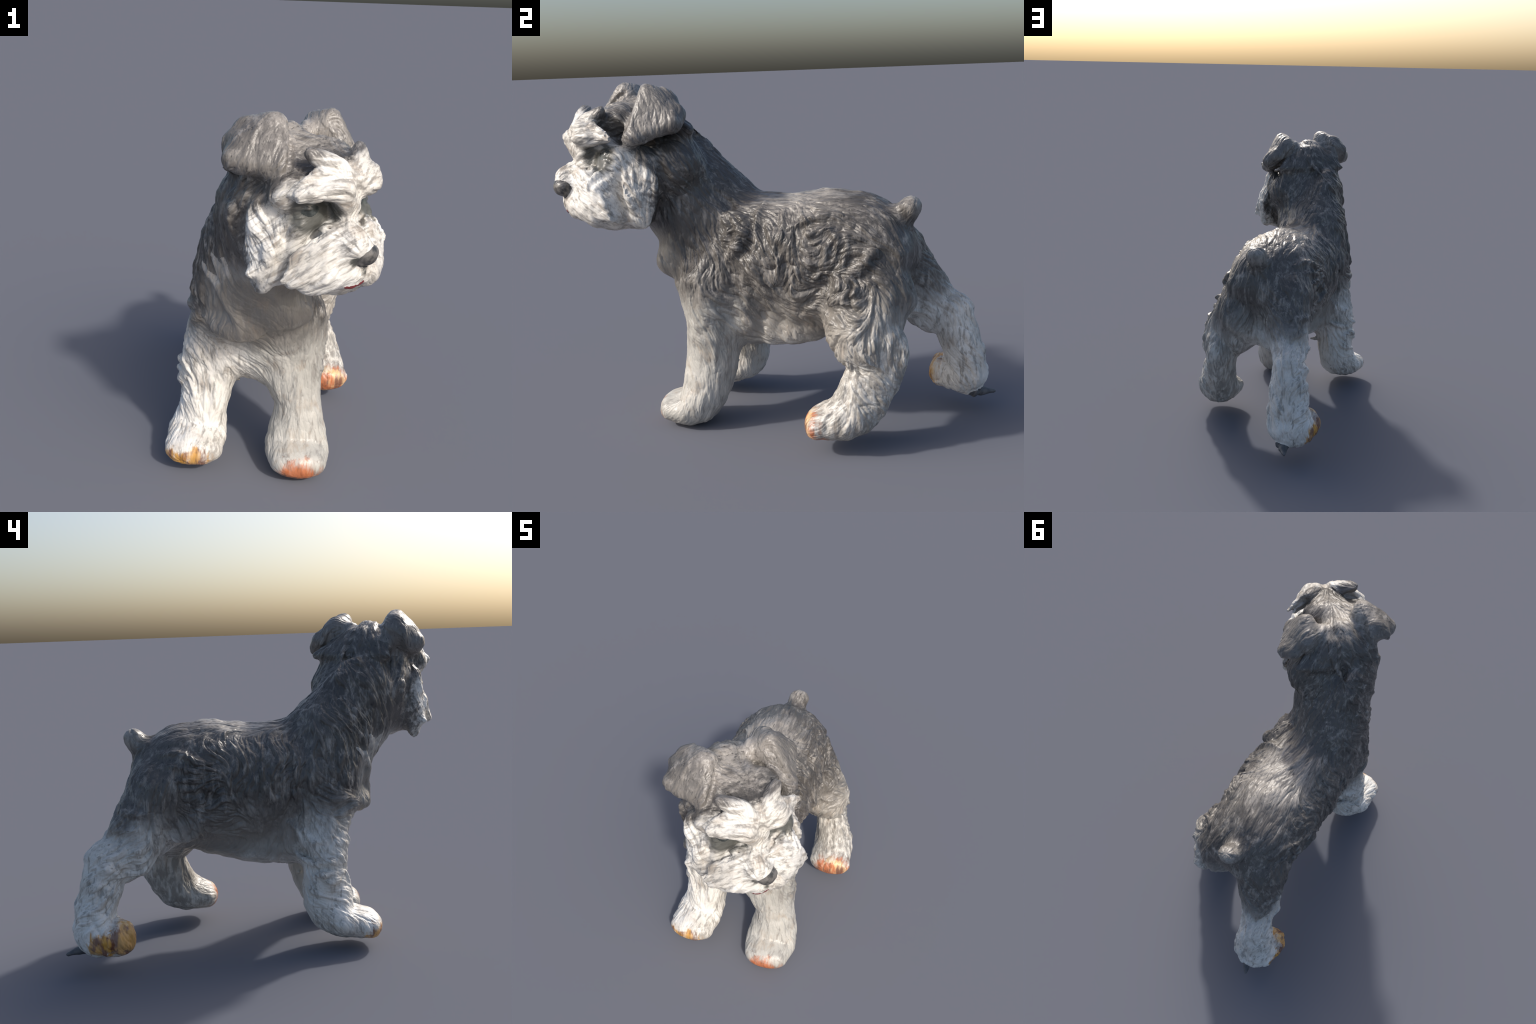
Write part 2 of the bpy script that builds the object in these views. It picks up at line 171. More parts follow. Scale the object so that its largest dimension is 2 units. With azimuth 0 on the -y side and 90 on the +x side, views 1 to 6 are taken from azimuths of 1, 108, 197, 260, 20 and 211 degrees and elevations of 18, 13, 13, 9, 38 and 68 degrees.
PART_OF = {'torso': 'torso', 'chest': 'torso', 'neck': 'neck', 'tail': 'tail', 'cranium': 'head', 'jowl': 'head', 'muzzle': 'muzzle', 'snout': 'muzzle',
           'bibchin': 'muzzle', 'mouR': 'muzzle', 'mouL': 'muzzle', 'cheekR': 'head', 'cheekL': 'head', 'moustacheR': 'muzzle', 'moustacheL': 'muzzle', 'flakeR': 'muzzle', 'flakeL': 'muzzle', 'lipR': 'muzzle', 'lipL': 'muzzle', 'belly': 'torso', 'earlobeR': 'earR', 'earlobeL': 'earL', 'browR': 'browR', 'browL': 'browL', 'tuftR': 'browR', 'tuftL': 'browL',
           'earrootR': 'earR', 'earrootL': 'earL', 'earR': 'earR', 'earL': 'earL', 'FL': 'FL', 'FR': 'FR', 'HL': 'HL', 'HR': 'HR', 'nose': 'nose', 'eyeR': 'eyeR', 'eyeL': 'eyeL', 'spur': 'spur', 'mouthline': 'mouth', 'ruffa': 'ruff', 'ruffb': 'ruff', 'ruffc': 'ruff', 'ruffd': 'ruff', 'cheekfillR': 'head', 'forehead': 'head', 'orbitL': 'head', 'cheekboneR': 'head', 'cheekboneL': 'head', 'headcore': 'head', 'flankwebR': 'torso', 'flankwebL': 'torso', 'armwebR': 'torso', 'armwebL': 'torso', 'underfillR': 'head', 'underfillL': 'head', 'sidefillR': 'head', 'sidefillL': 'head', 'napefillR': 'head', 'bridgecore': 'head', 'jawR': 'head', 'cheekcoreR': 'head', 'cheekcoreL': 'head', 'jawsideR': 'head', 'jawsideL': 'head', 'throat': 'torso', 'groinR': 'torso', 'earfillR': 'head', 'earfillL': 'head', 'groin': 'torso'}
PART_NAME = {'torso': 'torso', 'neck': 'neck', 'tail': 'tail', 'head': 'head', 'muzzle': 'muzzle', 'browR': 'eyebrow', 'browL': 'eyebrow', 'earR': 'ear', 'earL': 'ear',
             'FL': 'foreleg', 'FR': 'foreleg', 'HL': 'hind_leg', 'HR': 'hind_leg', 'nose': 'nose', 'eyeR': 'eye', 'eyeL': 'eye', 'mouth': 'mouth', 'spur': 'heel_spike', 'ruff': 'chest_lock'}
SUB_OF = {'muzzle': 'head', 'browR': 'head', 'browL': 'head', 'earR': 'head', 'earL': 'head', 'nose': 'head', 'eyeR': 'head', 'eyeL': 'head', 'mouth': 'head', 'spur': 'HR', 'ruff': 'torso'}
fan('moustacheR', [(.335, -.03, -.075), (.285, -.125, -.100), (.208, -.215, -.190)], [(.318, -.100, -.215), (.305, -.145, -.250), (.195, -.250, -.278)], 9, .020)
fan('moustacheL', [(.335, .00, -.075), (.290, .100, -.098), (.250, .205, -.195)], [(.318, .065, -.215), (.312, .130, -.245), (.225, .245, -.295)], 9, .020)
fan('cheekR', [(.035, -.220, -.06), (.05, -.243, -.17), (.06, -.262, -.280)], [(.14, -.205, -.07), (.13, -.235, -.18), (.08, -.256, -.280)], 5, .022)
fan('cheekL', [(.00, .225, -.04), (.03, .250, -.18), (.06, .240, -.325)], [(.14, .205, -.07), (.13, .240, -.19), (.085, .240, -.325)], 5, .022)
fan('browR', [(.298, -.03, .020), (.283, -.11, .062), (.193, -.228, .034)], [(.275, -.04, .085), (.245, -.12, .118), (.205, -.200, .078)], 6, .016)
fan('browL', [(.298, .01, .020), (.283, .09, .062), (.200, .226, .050)], [(.275, .03, .085), (.250, .10, .118), (.205, .200, .090)], 6, .016)
LOCKS['nose'] = ('H', (0, 1, 0), 0.006, [(0.374, -0.018, -0.162, 0.048, 0.043)])
CALM = [((-0.30, 0.97, 0.092), 0.06), (head_to_world((0.23, -0.13, -0.04)), 0.055), (head_to_world((0.23, 0.12, -0.04)), 0.055), (head_to_world((0.40, -0.03, -0.165)), 0.05)]

# hair guides: place, direction of growth, depth of the carving
GUIDES_BODY = [
    (0, .35, 1.09, 0, 1, -.1, .45), (-.02, .05, 1.08, 0, 1, 0, .4), (-.05, -.2, 1.1, 0, 1, -.2, .55),
    (.2, .35, .98, .2, .8, -.6, .9), (.24, .1, .98, .2, .4, -.9, 1.0), (.24, -.15, .92, .1, .2, -1, 1.1),
    (.27, .1, .78, 0, .1, -1, 1.5), (.26, -.1, .65, 0, .7, -.7, 1.1), (.22, .12, .55, 0, .6, -.6, .8),
    (.25, .45, .88, 0, .9, -.5, .9), (.30, .38, .66, 0, -.5, -.8, 1.6), (.32, .55, .60, 0, .3, -1, .7),
    (.33, .42, .45, 0, .4, -.9, 1.2), (.36, .52, .30, 0, .6, -.7, .9), (.36, .36, .2, 0, -.4, -.9, .5), (.32, .2, .13, 0, -1, -.2, .2),
    (.22, -.38, .75, 0, .2, -1, .8), (.24, -.25, .6, 0, .7, -.6, .9), (.27, -.3, .42, 0, .6, -.8, .6), (.26, -.34, .22, 0, .3, -1, .4), (.15, -.45, .38, .1, 0, -1, .45), (.16, -.56, .1, 0, -.8, -.5, .2),
    (-.08, -.6, .8, .2, 0, -1, .35), (.08, -.5, .75, -.3, 0, -1, .4), (-.05, -.5, .58, .9, 0, -.3, .5),
    (-.06, -.3, 1.28, 0, .5, -.9, .75), (.14, -.42, 1.2, .1, .4, -.9, .65), (.2, -.5, 1.0, 0, .2, -1, .6), (-.22, -.4, 1.08, 0, -.7, -.7, 1.0), (-.17, -.48, 1.3, -.1, -.4, -.9, .85),
    (-.2, -.58, 1.0, .1, 0, -1, .8), (-.27, -.32, .82, 0, -.4, -.9, 1.1), (-.3, -.36, .66, 0, -.9, -.3, 1.0),
    (-.26, .12, .93, 0, .1, -1, 1.1), (-.28, -.1, .85, 0, .2, -1, 1.1), (-.26, .3, .86, 0, -.7, -.7, 1.3), (-.22, .48, .86, 0, .5, -.9, .6), (-.28, .2, .68, 0, -.6, -.7, 1.2),
    (-.28, 0, .62, 0, -.2, -1, .6), (-.27, .45, .6, 0, -.7, -.7, 1.1), (-.26, .68, .6, 0, .95, -.3, 1.1), (-.33, .75, .45, 0, .9, -.5, 1.2), (-.36, .85, .28, 0, .5, -.8, 1.0), (-.4, .8, .13, -.1, -.7, -.6, .6),
    (-.38, -.25, .5, 0, -.8, -.5, 1.1), (-.38, -.28, .34, 0, -.8, -.6, 1.0), (-.24, -.42, .42, -.2, 0, -1, .8), (-.4, -.4, .2, 0, -.5, -.9, .5), (-.33, -.55, .12, 0, -.8, -.5, .25),
    (-.15, -.25, .3, 0, 0, -1, .4), (.05, -.25, .3, 0, 0, -1, .3), (.2, .45, .3, 0, 0, -1, .3), (-.2, .7, .35, 0, .3, -1, .4),
    (.05, .66, .8, .3, .2, -1, .45), (-.13, .64, .78, -.7, .2, -.7, .65), (0, .64, 1.08, 0, .3, .9, .4), (.12, .5, 1.02, .3, 1, -.3, .35), (-.12, .52, 1.0, -.3, 1, -.4, .35), (0, .1, .5, 0, 1, 0, .2), (0, .5, .6, 0, .3, -1, .4),
]
GUIDES_HEAD = [
    (-.05, 0, .25, -1, 0, 0, .6), (.12, .05, .2, -.7, .7, .1, .6), (.12, -.06, .2, -.7, -.7, .1, .6), (-.2, .0, .15, -.8, 0, -.6, .8), (.28, 0, .1, -.2, 0, 1, .3),
    (.06, -.25, -.12, .25, 0, -1, .7), (.06, .25, -.12, .1, 0, -1, .6), (-.08, -.2, -.05, -.2, 0, -1, .8), (-.08, .22, -.05, -.3, 0, -1, .8), (-.12, .2, -.2, -.6, 0, -.8, .8), (-.1, -.2, -.2, .3, 0, -1, .5),
    (.3, -.13, -.17, -.5, -.7, -.5, .5), (.24, -.2, -.23, -.6, -.6, -.5, .5), (.3, .1, -.17, -.5, .7, -.5, .5), (.25, .2, -.23, -.6, .5, -.6, .4), (.36, -.03, -.11, -.6, .1, .5, .5), (.36, 0, -.24, -.3, -.2, -.9, .5),
    (.2, -.05, -.34, -1, 0, 0, .25), (.05, 0, -.36, -1, 0, 0, .25),
    (.27, -.1, .09, -.4, -.9, -.1, .9), (.2, -.2, .05, -.5, -.8, -.2, .7), (.28, .08, .09, -.4, .9, -.1, .8), (.22, .17, .06, -.4, .8, -.2, .6), (.23, -.13, .16, -.4, -.5, .8, .4), (.22, .09, .16, -.4, .4, .8, .4),
    (.05, -.23, .19, .1, -.5, -.8, .3), (-.06, -.26, .2, -.2, -.6, -.7, .35), (.05, .23, .19, .1, .5, -.8, .35), (-.06, .26, .2, -.3, .5, -.8, .45), (-.05, -.15, .29, -.2, -.9, .1, .3), (-.05, .15, .29, -.2, .9, .1, .35),
]

# curls: centre, reach, turn of the hair
CURLS = [((0.22, 0.28, 0.92), 0.111, 1.95), ((0.24, 0.10, 0.80), 0.091, -1.35), ((0.20, -0.16, 0.95), 0.078, 1.65), ((0.33, 0.32, 0.62), 0.091, -1.65),
         ((0.25, 0.22, 0.68), 0.078, 1.35), ((0.33, 0.46, 0.45), 0.078, 1.20), ((-0.28, 0.30, 0.80), 0.091, 1.50), ((-0.26, -0.10, 0.88), 0.078, -1.50),
         ((-0.24, 0.22, 0.62), 0.078, 1.65), ((-0.30, -0.36, 0.72), 0.078, 1.12), ((-0.06, -0.60, 0.80), 0.117, 1.35)]
FOLD_DEPTH, LOCK_DEPTH, HAIR_DEPTH, FINE_DEPTH = 0.022, 0.0075, 0.0050, 0.0028

# paint
SADDLE = ((0.055, 0.051, 0.047), (0.108, 0.100, 0.093), (0.36, 0.335, 0.305))     # deep, mid, worn
EARS = ((0.105, 0.098, 0.092), (0.19, 0.178, 0.165), (0.37, 0.345, 0.32))
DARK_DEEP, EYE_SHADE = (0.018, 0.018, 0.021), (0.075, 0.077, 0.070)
PALE_GREY, PALE_TAN = (0.27, 0.255, 0.235), (0.36, 0.29, 0.225)
WHITE = ((0.60, 0.575, 0.53), (0.82, 0.805, 0.77))
ASH = ((0.38, 0.37, 0.34), (0.53, 0.515, 0.475))  # left foreleg: white coat greyed to keep the shade baked into the scan
STONE = ((0.30, 0.285, 0.26), (0.60, 0.58, 0.54))  # left hind leg: base tone lowered because the scan's texture holds shading there
TAUPE = ((0.22, 0.205, 0.185), (0.38, 0.355, 0.32))
RUST_DARK, RUST_PALE = (0.17, 0.05, 0.013), (0.70, 0.46, 0.20)
ORANGE, AMBER = (0.50, 0.125, 0.022), (0.64, 0.32, 0.05)
# painted toes: centre, reach, tint
TOES = (((0.165, -0.64, -0.02), 0.155, ORANGE), ((-0.30, -0.605, 0.03), 0.125, AMBER), ((-0.41, -0.52, 0.05), 0.09, AMBER),
        ((0.36, 0.15, 0.07), 0.16, ORANGE), ((-0.39, 0.70, 0.17), 0.115, AMBER), ((-0.42, 0.85, 0.14), 0.065, AMBER))
# paler patches of the dark coat: centre, reach
PALE_PATCHES = (((-0.02, 0.12, 1.12), 0.30), ((0.10, -0.66, 1.62), 0.24), ((-0.03, 0.62, 1.08), 0.10))
# coat of a part: turn of the brushed streaks, their stretch, the dark tones
FUR = ((0.3, 0, 0), (1, 0.8, 0.16), SADDLE, 0.95)
FACE = ('face', (1, 1, 0.2), SADDLE, 0.95)
BROW = ('brow', (1, 1, 0.2), EARS, 0.80)
COAT = {'head': FACE, 'muzzle': FACE, 'browR': BROW, 'browL': BROW, 'ruff': ((0.3, 0, 0), (1, 0.8, 0.24), ((0.36, 0.335, 0.305), (0.50, 0.475, 0.44), (0.66, 0.63, 0.59)), 0.95),
        'earR': ((-0.3, 0.4, 0), (1, 1, 0.2), EARS, 0.95), 'earL': ((-0.3, -0.4, 0), (1, 1, 0.2), EARS, 0.95)}
EYE = ('grey_eye_paint', (0.035, 0.04, 0.04), (0.10, 0.112, 0.108), 0.15)
BAKED_EYE_SHADOW = (((0.215, -0.150, -0.035), 0.082), ((0.255, -0.09, -0.02), 0.055), ((0.215, 0.140, -0.030), 0.075), ((0.255, 0.08, -0.02), 0.055),
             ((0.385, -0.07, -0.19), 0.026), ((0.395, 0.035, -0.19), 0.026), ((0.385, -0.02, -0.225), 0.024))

# ------------------------------------------------------------------ distance functions
def smin(a, b, k):
    h = np.maximum(k - np.abs(a - b), 0) / k
    return np.minimum(a, b) - h * h * k * 0.25


def spline(stations, n=3):
    s = np.asarray(stations, float)
    if len(s) < 3:
        return s
    p = np.vstack([2 * s[0] - s[1], s, 2 * s[-1] - s[-2]])
    out = []
    for i in range(1, len(p) - 2):
        p0, p1, p2, p3 = p[i - 1:i + 3]
        for t in np.arange(n) / n:
            out.append(0.5 * (2 * p1 + (p2 - p0) * t + (2 * p0 - 5 * p1 + 4 * p2 - p3) * t * t + (3 * p1 - p0 - 3 * p2 + p3) * t ** 3))
    out.append(s[-1])
    out = np.array(out)
    out[:, 3:] = np.maximum(out[:, 3:], 0.004)
    return out


def ellipse_tube(p, s, side):
    d = np.full(len(p), 9.0, np.float32)
    if len(s) == 1:
        s = np.vstack([s, s + [1e-4, 0, 0, 0, 0]])
    for a, b in zip(s[:-1], s[1:]):
        ab = b[:3] - a[:3]
        t = np.clip(((p - a[:3]) @ ab) / (ab @ ab + 1e-12), 0, 1)
        q = p - a[:3] - t[:, None] * ab
        ra, rb = a[3] + (b[3] - a[3]) * t, a[4] + (b[4] - a[4]) * t
        u = q @ side
        o = np.sqrt(np.maximum((q * q).sum(1) - u * u, 0))
        k0 = np.sqrt((u / ra) ** 2 + (o / rb) ** 2) + 1e-9
        k1 = np.sqrt((u / ra ** 2) ** 2 + (o / rb ** 2) ** 2) + 1e-9
        d = smin(d, np.where(k0 < 0.3, -np.minimum(ra, rb) * (1 - k0), k0 * (k0 - 1) / k1), 0.008)
    return d


def plate(p, v, r):
    a, b, c = (np.array(x, float) for x in v)
    ba, cb, ac = b - a, c - b, a - c
    n = np.cross(ba, ac)
    pa, pb, pc = p - a, p - b, p - c

    def edge(pp, e):
        q = pp - np.clip((pp @ e) / (e @ e), 0, 1)[:, None] * e
        return (q * q).sum(1)
    inside = np.sign(pa @ np.cross(ba, n)) + np.sign(pb @ np.cross(cb, n)) + np.sign(pc @ np.cross(ac, n))
    e = np.minimum(np.minimum(edge(pa, ba), edge(pb, cb)), edge(pc, ac))
    return np.sqrt(np.where(inside < 2, e, (pa @ n) ** 2 / (n @ n))) - r


def unit(v):
    v = np.asarray(v, float)
    return v / np.linalg.norm(v)




def primitive_list():
    """every primitive as (name, sign, blend, bounding box, function in world space)"""
    out = []
    for name, (frame, side, k, st) in list(TUBES.items()) + list(LOCKS.items()) + list(HOLLOWS.items()):
        s = spline(st)
        side = unit(side)
        if frame == 'H':
            s = s.copy()
            s[:, :3] = head_to_world(s[:, :3])
            side = side @ HEAD_M
        r = s[:, 3:].max(1)[:, None]
        s = s.astype(np.float32)
        side = side.astype(np.float32)
        lo, hi = (s[:, :3] - r).min(0), (s[:, :3] + r).max(0)
        out.append((name, -1 if name in HOLLOWS else 1, k, lo, hi, lambda p, s=s, side=side: ellipse_tube(p, s, side)))
    plates = []
    for name, (frame, k, v, r) in PLATES.items():
        v = head_to_world(v)
        plates.append((name, 1, k, v.min(0) - r, v.max(0) + r, lambda p, v=v, r=r: plate(p, v, r)))
    solid = [o for o in out if o[1] > 0 and o[0] in TUBES]
    locks = [o for o in out if o[0] in LOCKS]
    return solid + plates, [o for o in out if o[1] < 0] + locks


FORMS, DETAILS = primitive_list()


def body_distance(p, want_part=False, start=None, prims=None):
    p = np.asarray(p, np.float32)
    d = np.full(len(p), 9.0, np.float32) if start is None else start
    part_d = {}
    p_lo, p_hi = p.min(0), p.max(0)
    for name, sign, k, lo, hi, f in (FORMS + DETAILS if prims is None else prims):
        reach = k + 0.045
        if (p_lo > hi + reach).any() or (p_hi < lo - reach).any():
            continue
        m = np.nonzero(((p > lo - reach) & (p < hi + reach)).all(1))[0]
        if not len(m):
            continue
        v = f(p[m])
        d[m] = smin(d[m], v, k) if sign > 0 else -smin(-d[m], v, k)
        if want_part and name in PART_OF:
            g = part_d.setdefault(PART_OF[name], np.full(len(p), 9.0, np.float32))
            g[m] = np.minimum(g[m], v)
    return (d, part_d) if want_part else d


# ------------------------------------------------------------------ lattice -> surface
LO, HI = np.array([-0.52, -1.08, -0.05]), np.array([0.56, 1.06, 1.74])


def sharpen(coarse_field, step, factor, band, prims, start_from=None):
    """refine a field to a finer lattice: exact near the surface, sign only elsewhere"""
    n = np.array(coarse_field.shape)
    fine_n = (n - 1) * factor + 1
    f = coarse_field
    for axis in range(3):            # linear upsampling
        f = np.moveaxis(f, axis, 0)
        out = np.empty(((len(f) - 1) * factor + 1,) + f.shape[1:], np.float32)
        for k in range(factor):
            t = k / factor
            out[k:(len(f) - 1) * factor + (k == 0):factor] = f if k == 0 else f[:-1] * (1 - t) + f[1:] * t
        f = np.moveaxis(out, 0, axis)
    blocks = np.argwhere(np.abs(coarse_field) < band)
    mark = np.zeros(fine_n, bool)
    for o in np.ndindex(*[factor + 1 + factor % 2] * 3):
        q = blocks * factor + np.array(o) - factor // 2
        q = q[((q >= 0) & (q < fine_n)).all(1)]
        mark[q[:, 0], q[:, 1], q[:, 2]] = True
    q = np.argwhere(mark)
    parts = np.array_split(np.arange(len(q)), max(1, len(q) // 25000))
    for c in parts:
        k = q[c]
        start = f[k[:, 0], k[:, 1], k[:, 2]] if start_from else None
        f[k[:, 0], k[:, 1], k[:, 2]] = body_distance(LO + step * k, start=start, prims=prims)
    return np.ascontiguousarray(f)


def mesh_body():
    coarse = CELL * 4
    n = np.ceil((HI - LO) / coarse).astype(int) + 1
    ax = [LO[i] + coarse * np.arange(n[i]) for i in range(3)]
    grid = np.stack(np.meshgrid(*ax, indexing='ij'), -1).reshape(-1, 3)
    field = np.concatenate([body_distance(c, prims=FORMS) for c in np.array_split(grid, 40)]).reshape(n)
    field = sharpen(np.clip(field, -0.2, 0.2), CELL * 2, 2, coarse * 2.2, FORMS)
    return sharpen(field, CELL, 2, CELL * 5, DETAILS, True)


def surface_net(f):
    s = f < 0
    n = np.array(f.shape)
    c = np.zeros(n - 1, np.int8)
    corners = [(i, j, k) for i in (0, 1) for j in (0, 1) for k in (0, 1)]
    for i, j, k in corners:
        c += s[i:n[0] - 1 + i, j:n[1] - 1 + j, k:n[2] - 1 + k]
    cells = np.argwhere((c > 0) & (c < 8))
    ids = np.full(n - 1, -1, np.int64)
    ids[tuple(cells.T)] = np.arange(len(cells))
    v = {o: f[cells[:, 0] + o[0], cells[:, 1] + o[1], cells[:, 2] + o[2]] for o in corners}
    acc, cnt = np.zeros((len(cells), 3)), np.zeros(len(cells))
    for a in corners:
        for axis in range(3):
            if a[axis]:
                continue
            b = list(a)
            b[axis] = 1
            va, vb = v[a], v[tuple(b)]
            x = (va < 0) != (vb < 0)
            t = np.where(x, va / np.where(x, va - vb, 1), 0)
            pt = np.tile(np.array(a, float), (len(cells), 1))
            pt[:, axis] = t
            acc += pt * x[:, None]
            cnt += x
    verts = LO + CELL * (cells + acc / cnt[:, None])
    quads = []
    for axis in range(3):
        u, w = (axis + 1) % 3, (axis + 2) % 3
        a = [slice(None)] * 3
        b = [slice(None)] * 3
        a[axis], b[axis] = slice(0, -1), slice(1, None)
        sa, sb = s[tuple(a)], s[tuple(b)]
        for flip, hit in ((0, sa & ~sb), (1, ~sa & sb)):
            e = np.argwhere(hit)
            e = e[(e[:, u] > 0) & (e[:, w] > 0)]
            q = []
            for du, dw in ((-1, -1), (0, -1), (0, 0), (-1, 0)):
                cc = e.copy()
                cc[:, u] += du
                cc[:, w] += dw
                q.append(ids[tuple(cc.T)])
            q = np.stack(q, 1)
            quads.append(q[:, ::-1] if flip else q)
    return verts, np.vstack(quads)


def largest_shell(v, q):
    lab = np.arange(len(v))
    while True:
        m = lab[q].min(1)
        new = lab.copy()
        for i in range(4):
            np.minimum.at(new, q[:, i], m)
        new = new[new]
        if (new == lab).all():
            break
        lab = new
    big = np.bincount(lab).argmax()
    keep = lab == big
    idx = np.cumsum(keep) - 1
    return v[keep], idx[q[keep[q[:, 0]]]]


def edges_of(q):
    e = np.sort(np.vstack([q[:, [0, 1]], q[:, [1, 2]], q[:, [2, 3]], q[:, [3, 0]]]), 1)
    key = e[:, 0] * (q.max() + 1) + e[:, 1]
    _, first, inv = np.unique(key, return_index=True, return_inverse=True)
    return e[first], inv.reshape(4, -1).T


def smooth(v, e, times, amount=0.5):
    deg = np.bincount(e.ravel(), minlength=len(v))[:, None]
    for _ in range(times):
        s = np.stack([np.bincount(e[:, 0], v[e[:, 1], i], len(v)) + np.bincount(e[:, 1], v[e[:, 0], i], len(v)) for i in range(v.shape[1])], 1)
        v = v + amount * (s / deg - v)
    return v


def subdivide(v, q):
    e, fe = edges_of(q)
    n = len(v)
    em = (v[e[:, 0]] + v[e[:, 1]]) / 2
    fm = v[q].mean(1)
    ei, fi = n + fe, n + len(e) + np.arange(len(q))
    out = np.concatenate([np.stack([q[:, i], ei[:, i], fi, ei[:, i - 1]], 1) for i in range(4)])
    return np.vstack([v, em, fm]), out


def normals_of(v, q):
    n = np.cross(v[q[:, 2]] - v[q[:, 0]], v[q[:, 3]] - v[q[:, 1]])
    out = np.zeros_like(v)
    for i in range(4):
        for k in range(3):
            out[:, k] += np.bincount(q[:, i], n[:, k], len(v))
    return out / (np.linalg.norm(out, axis=1)[:, None] + 1e-12)


# ------------------------------------------------------------------ noise
LATTICE = rng.rand(64, 64, 64).astype(np.float32) * 2 - 1


def value_noise(p, size, shift=0.0):
    x = p / size + shift
    i = np.floor(x).astype(np.int64)
    f = (x - i).astype(np.float32)
    f = f * f * (3 - 2 * f)
    i0, i1 = i & 63, (i + 1) & 63
    out = 0
    for a in (0, 1):
        wx = f[:, 0] if a else 1 - f[:, 0]
        ix = i1[:, 0] if a else i0[:, 0]
        for b in (0, 1):
            wy = wx * (f[:, 1] if b else 1 - f[:, 1])
            iy = i1[:, 1] if b else i0[:, 1]
            out = out + wy * (1 - f[:, 2]) * LATTICE[ix, iy, i0[:, 2]] + wy * f[:, 2] * LATTICE[ix, iy, i1[:, 2]]
    return out


# ------------------------------------------------------------------ the coat of hair
def guide_table():
    g = [row for row in GUIDES_BODY]
    for f, l, u, df, dl, du, amp in GUIDES_HEAD:
        p, d = head_to_world((f, l, u)), np.array([df, dl, du], float) @ HEAD_M
        g.append((*p, *d, amp))
    g = np.array(g, float)
    g[:, 3:6] /= np.linalg.norm(g[:, 3:6], axis=1)[:, None]
    return g


def blend_guides(p, guides, reach=0.085):
    d2 = ((p[:, None, :] - guides[None, :, :3]) ** 2).sum(-1)
    w = 1 / (d2 + reach ** 2 * 0.15) ** 2
    w /= w.sum(1)[:, None]
    return w @ guides[:, 3:6], w @ guides[:, 6]


class Flow:
    """hair direction on a lattice, lying in the surface and whirled by slow noise"""
    STEP = 0.016

    def __init__(self, v, n):
        self.shape = np.ceil((HI - LO) / self.STEP).astype(int) + 2
        cell = np.floor((v - LO) / self.STEP + 0.5).astype(int)
        key = np.ravel_multi_index(cell.T, self.shape)
        u, inv = np.unique(key, return_inverse=True)
        cnt = np.bincount(inv)[:, None]
        pos = np.stack([np.bincount(inv, v[:, k]) for k in range(3)], 1) / cnt
        nor = np.stack([np.bincount(inv, n[:, k]) for k in range(3)], 1)
        nor /= np.linalg.norm(nor, axis=1)[:, None] + 1e-9
        d, amp = blend_guides(pos, guide_table())
        whirl = 0.70 * value_noise(pos, 0.17, 3.3) + 0.38 * value_noise(pos, 0.075, 11.7)
        whirl *= 0.35 + 0.9 * np.clip(amp, 0, 1.3)
        whirl *= 1 - 0.6 * np.clip(1.6 - np.linalg.norm(pos - (-0.08, -0.45, 1.15), axis=1) / 0.25, 0, 1)   # the neck is combed straighter
        for c, r, turn in CURLS:
            whirl += turn * np.exp(-((pos - c) ** 2).sum(1) / r ** 2)
        t = d - (d * nor).sum(1)[:, None] * nor
        t /= np.linalg.norm(t, axis=1)[:, None] + 1e-9
        t = t * np.cos(whirl)[:, None] + np.cross(nor, t) * np.sin(whirl)[:, None]
        self.table = np.zeros((np.prod(self.shape), 5), np.float32)
        self.table[u] = np.column_stack([t, amp, np.ones(len(u))])

    def at(self, p):
        x = (p - LO) / self.STEP
        i = np.clip(np.floor(x).astype(np.int64), 0, self.shape - 2)
        f = (x - i).astype(np.float32)
        base = (i[:, 0] * self.shape[1] + i[:, 1]) * self.shape[2] + i[:, 2]
        out = np.zeros((len(p), 5), np.float32)
        for a, b, c in np.ndindex(2, 2, 2):
            w = (f[:, 0] if a else 1 - f[:, 0]) * (f[:, 1] if b else 1 - f[:, 1]) * (f[:, 2] if c else 1 - f[:, 2])
            out += w[:, None] * self.table[base + (a * self.shape[1] + b) * self.shape[2] + c]
        d = out[:, :3]
        return d / (np.sqrt((d * d).sum(1))[:, None] + 1e-9), out[:, 3] / (out[:, 4] + 1e-6)


def combed(v, flow, layers, steps=10, stride=0.008):
    """noises smeared along the hair: long locks instead of lumps; layers of (size, reach in steps)"""
    total = [value_noise(v, size, 10.0 * i + 1).astype(np.float64) for i, (size, _) in enumerate(layers)]
    for sign in (1, -1):
        p = v.copy()
        for s in range(steps):
            p = p + sign * stride * flow.at(p)[0]
            for i, (size, reach) in enumerate(layers):
                if s < reach:
                    total[i] += (1 - (s + 1) / (reach + 1.5)) * value_noise(p, size, 10.0 * i + 1)
    return [(t - t.mean()) / t.std() for t in total]


def ridged(x, sharp=1.0):
    """rounded locks with narrow grooves between them"""
    return 1 - np.abs(np.tanh(sharp * x)) ** 0.8


# ------------------------------------------------------------------ build the skin
def gradient_project(v, field, times=2):
    n = np.array(field.shape)

    def sample(p):
        x = (p - LO) / CELL
        i = np.clip(np.floor(x).astype(int), 0, n - 2)
        f = x - i
        d = 0
        for o in np.ndindex(2, 2, 2):
            w = np.prod(np.where(np.array(o) == 1, f, 1 - f), 1)
            d = d + w * field[i[:, 0] + o[0], i[:, 1] + o[1], i[:, 2] + o[2]]
        return d
    for _ in range(times):
        d = sample(v)
        h = CELL * 0.7
        g = np.stack([sample(v + h * e) - sample(v - h * e) for e in np.eye(3)], 1)
        g /= (g * g).sum(1)[:, None] ** 0.5 + 1e-9
        v = v - np.clip(d, -CELL, CELL)[:, None] * g
    return v


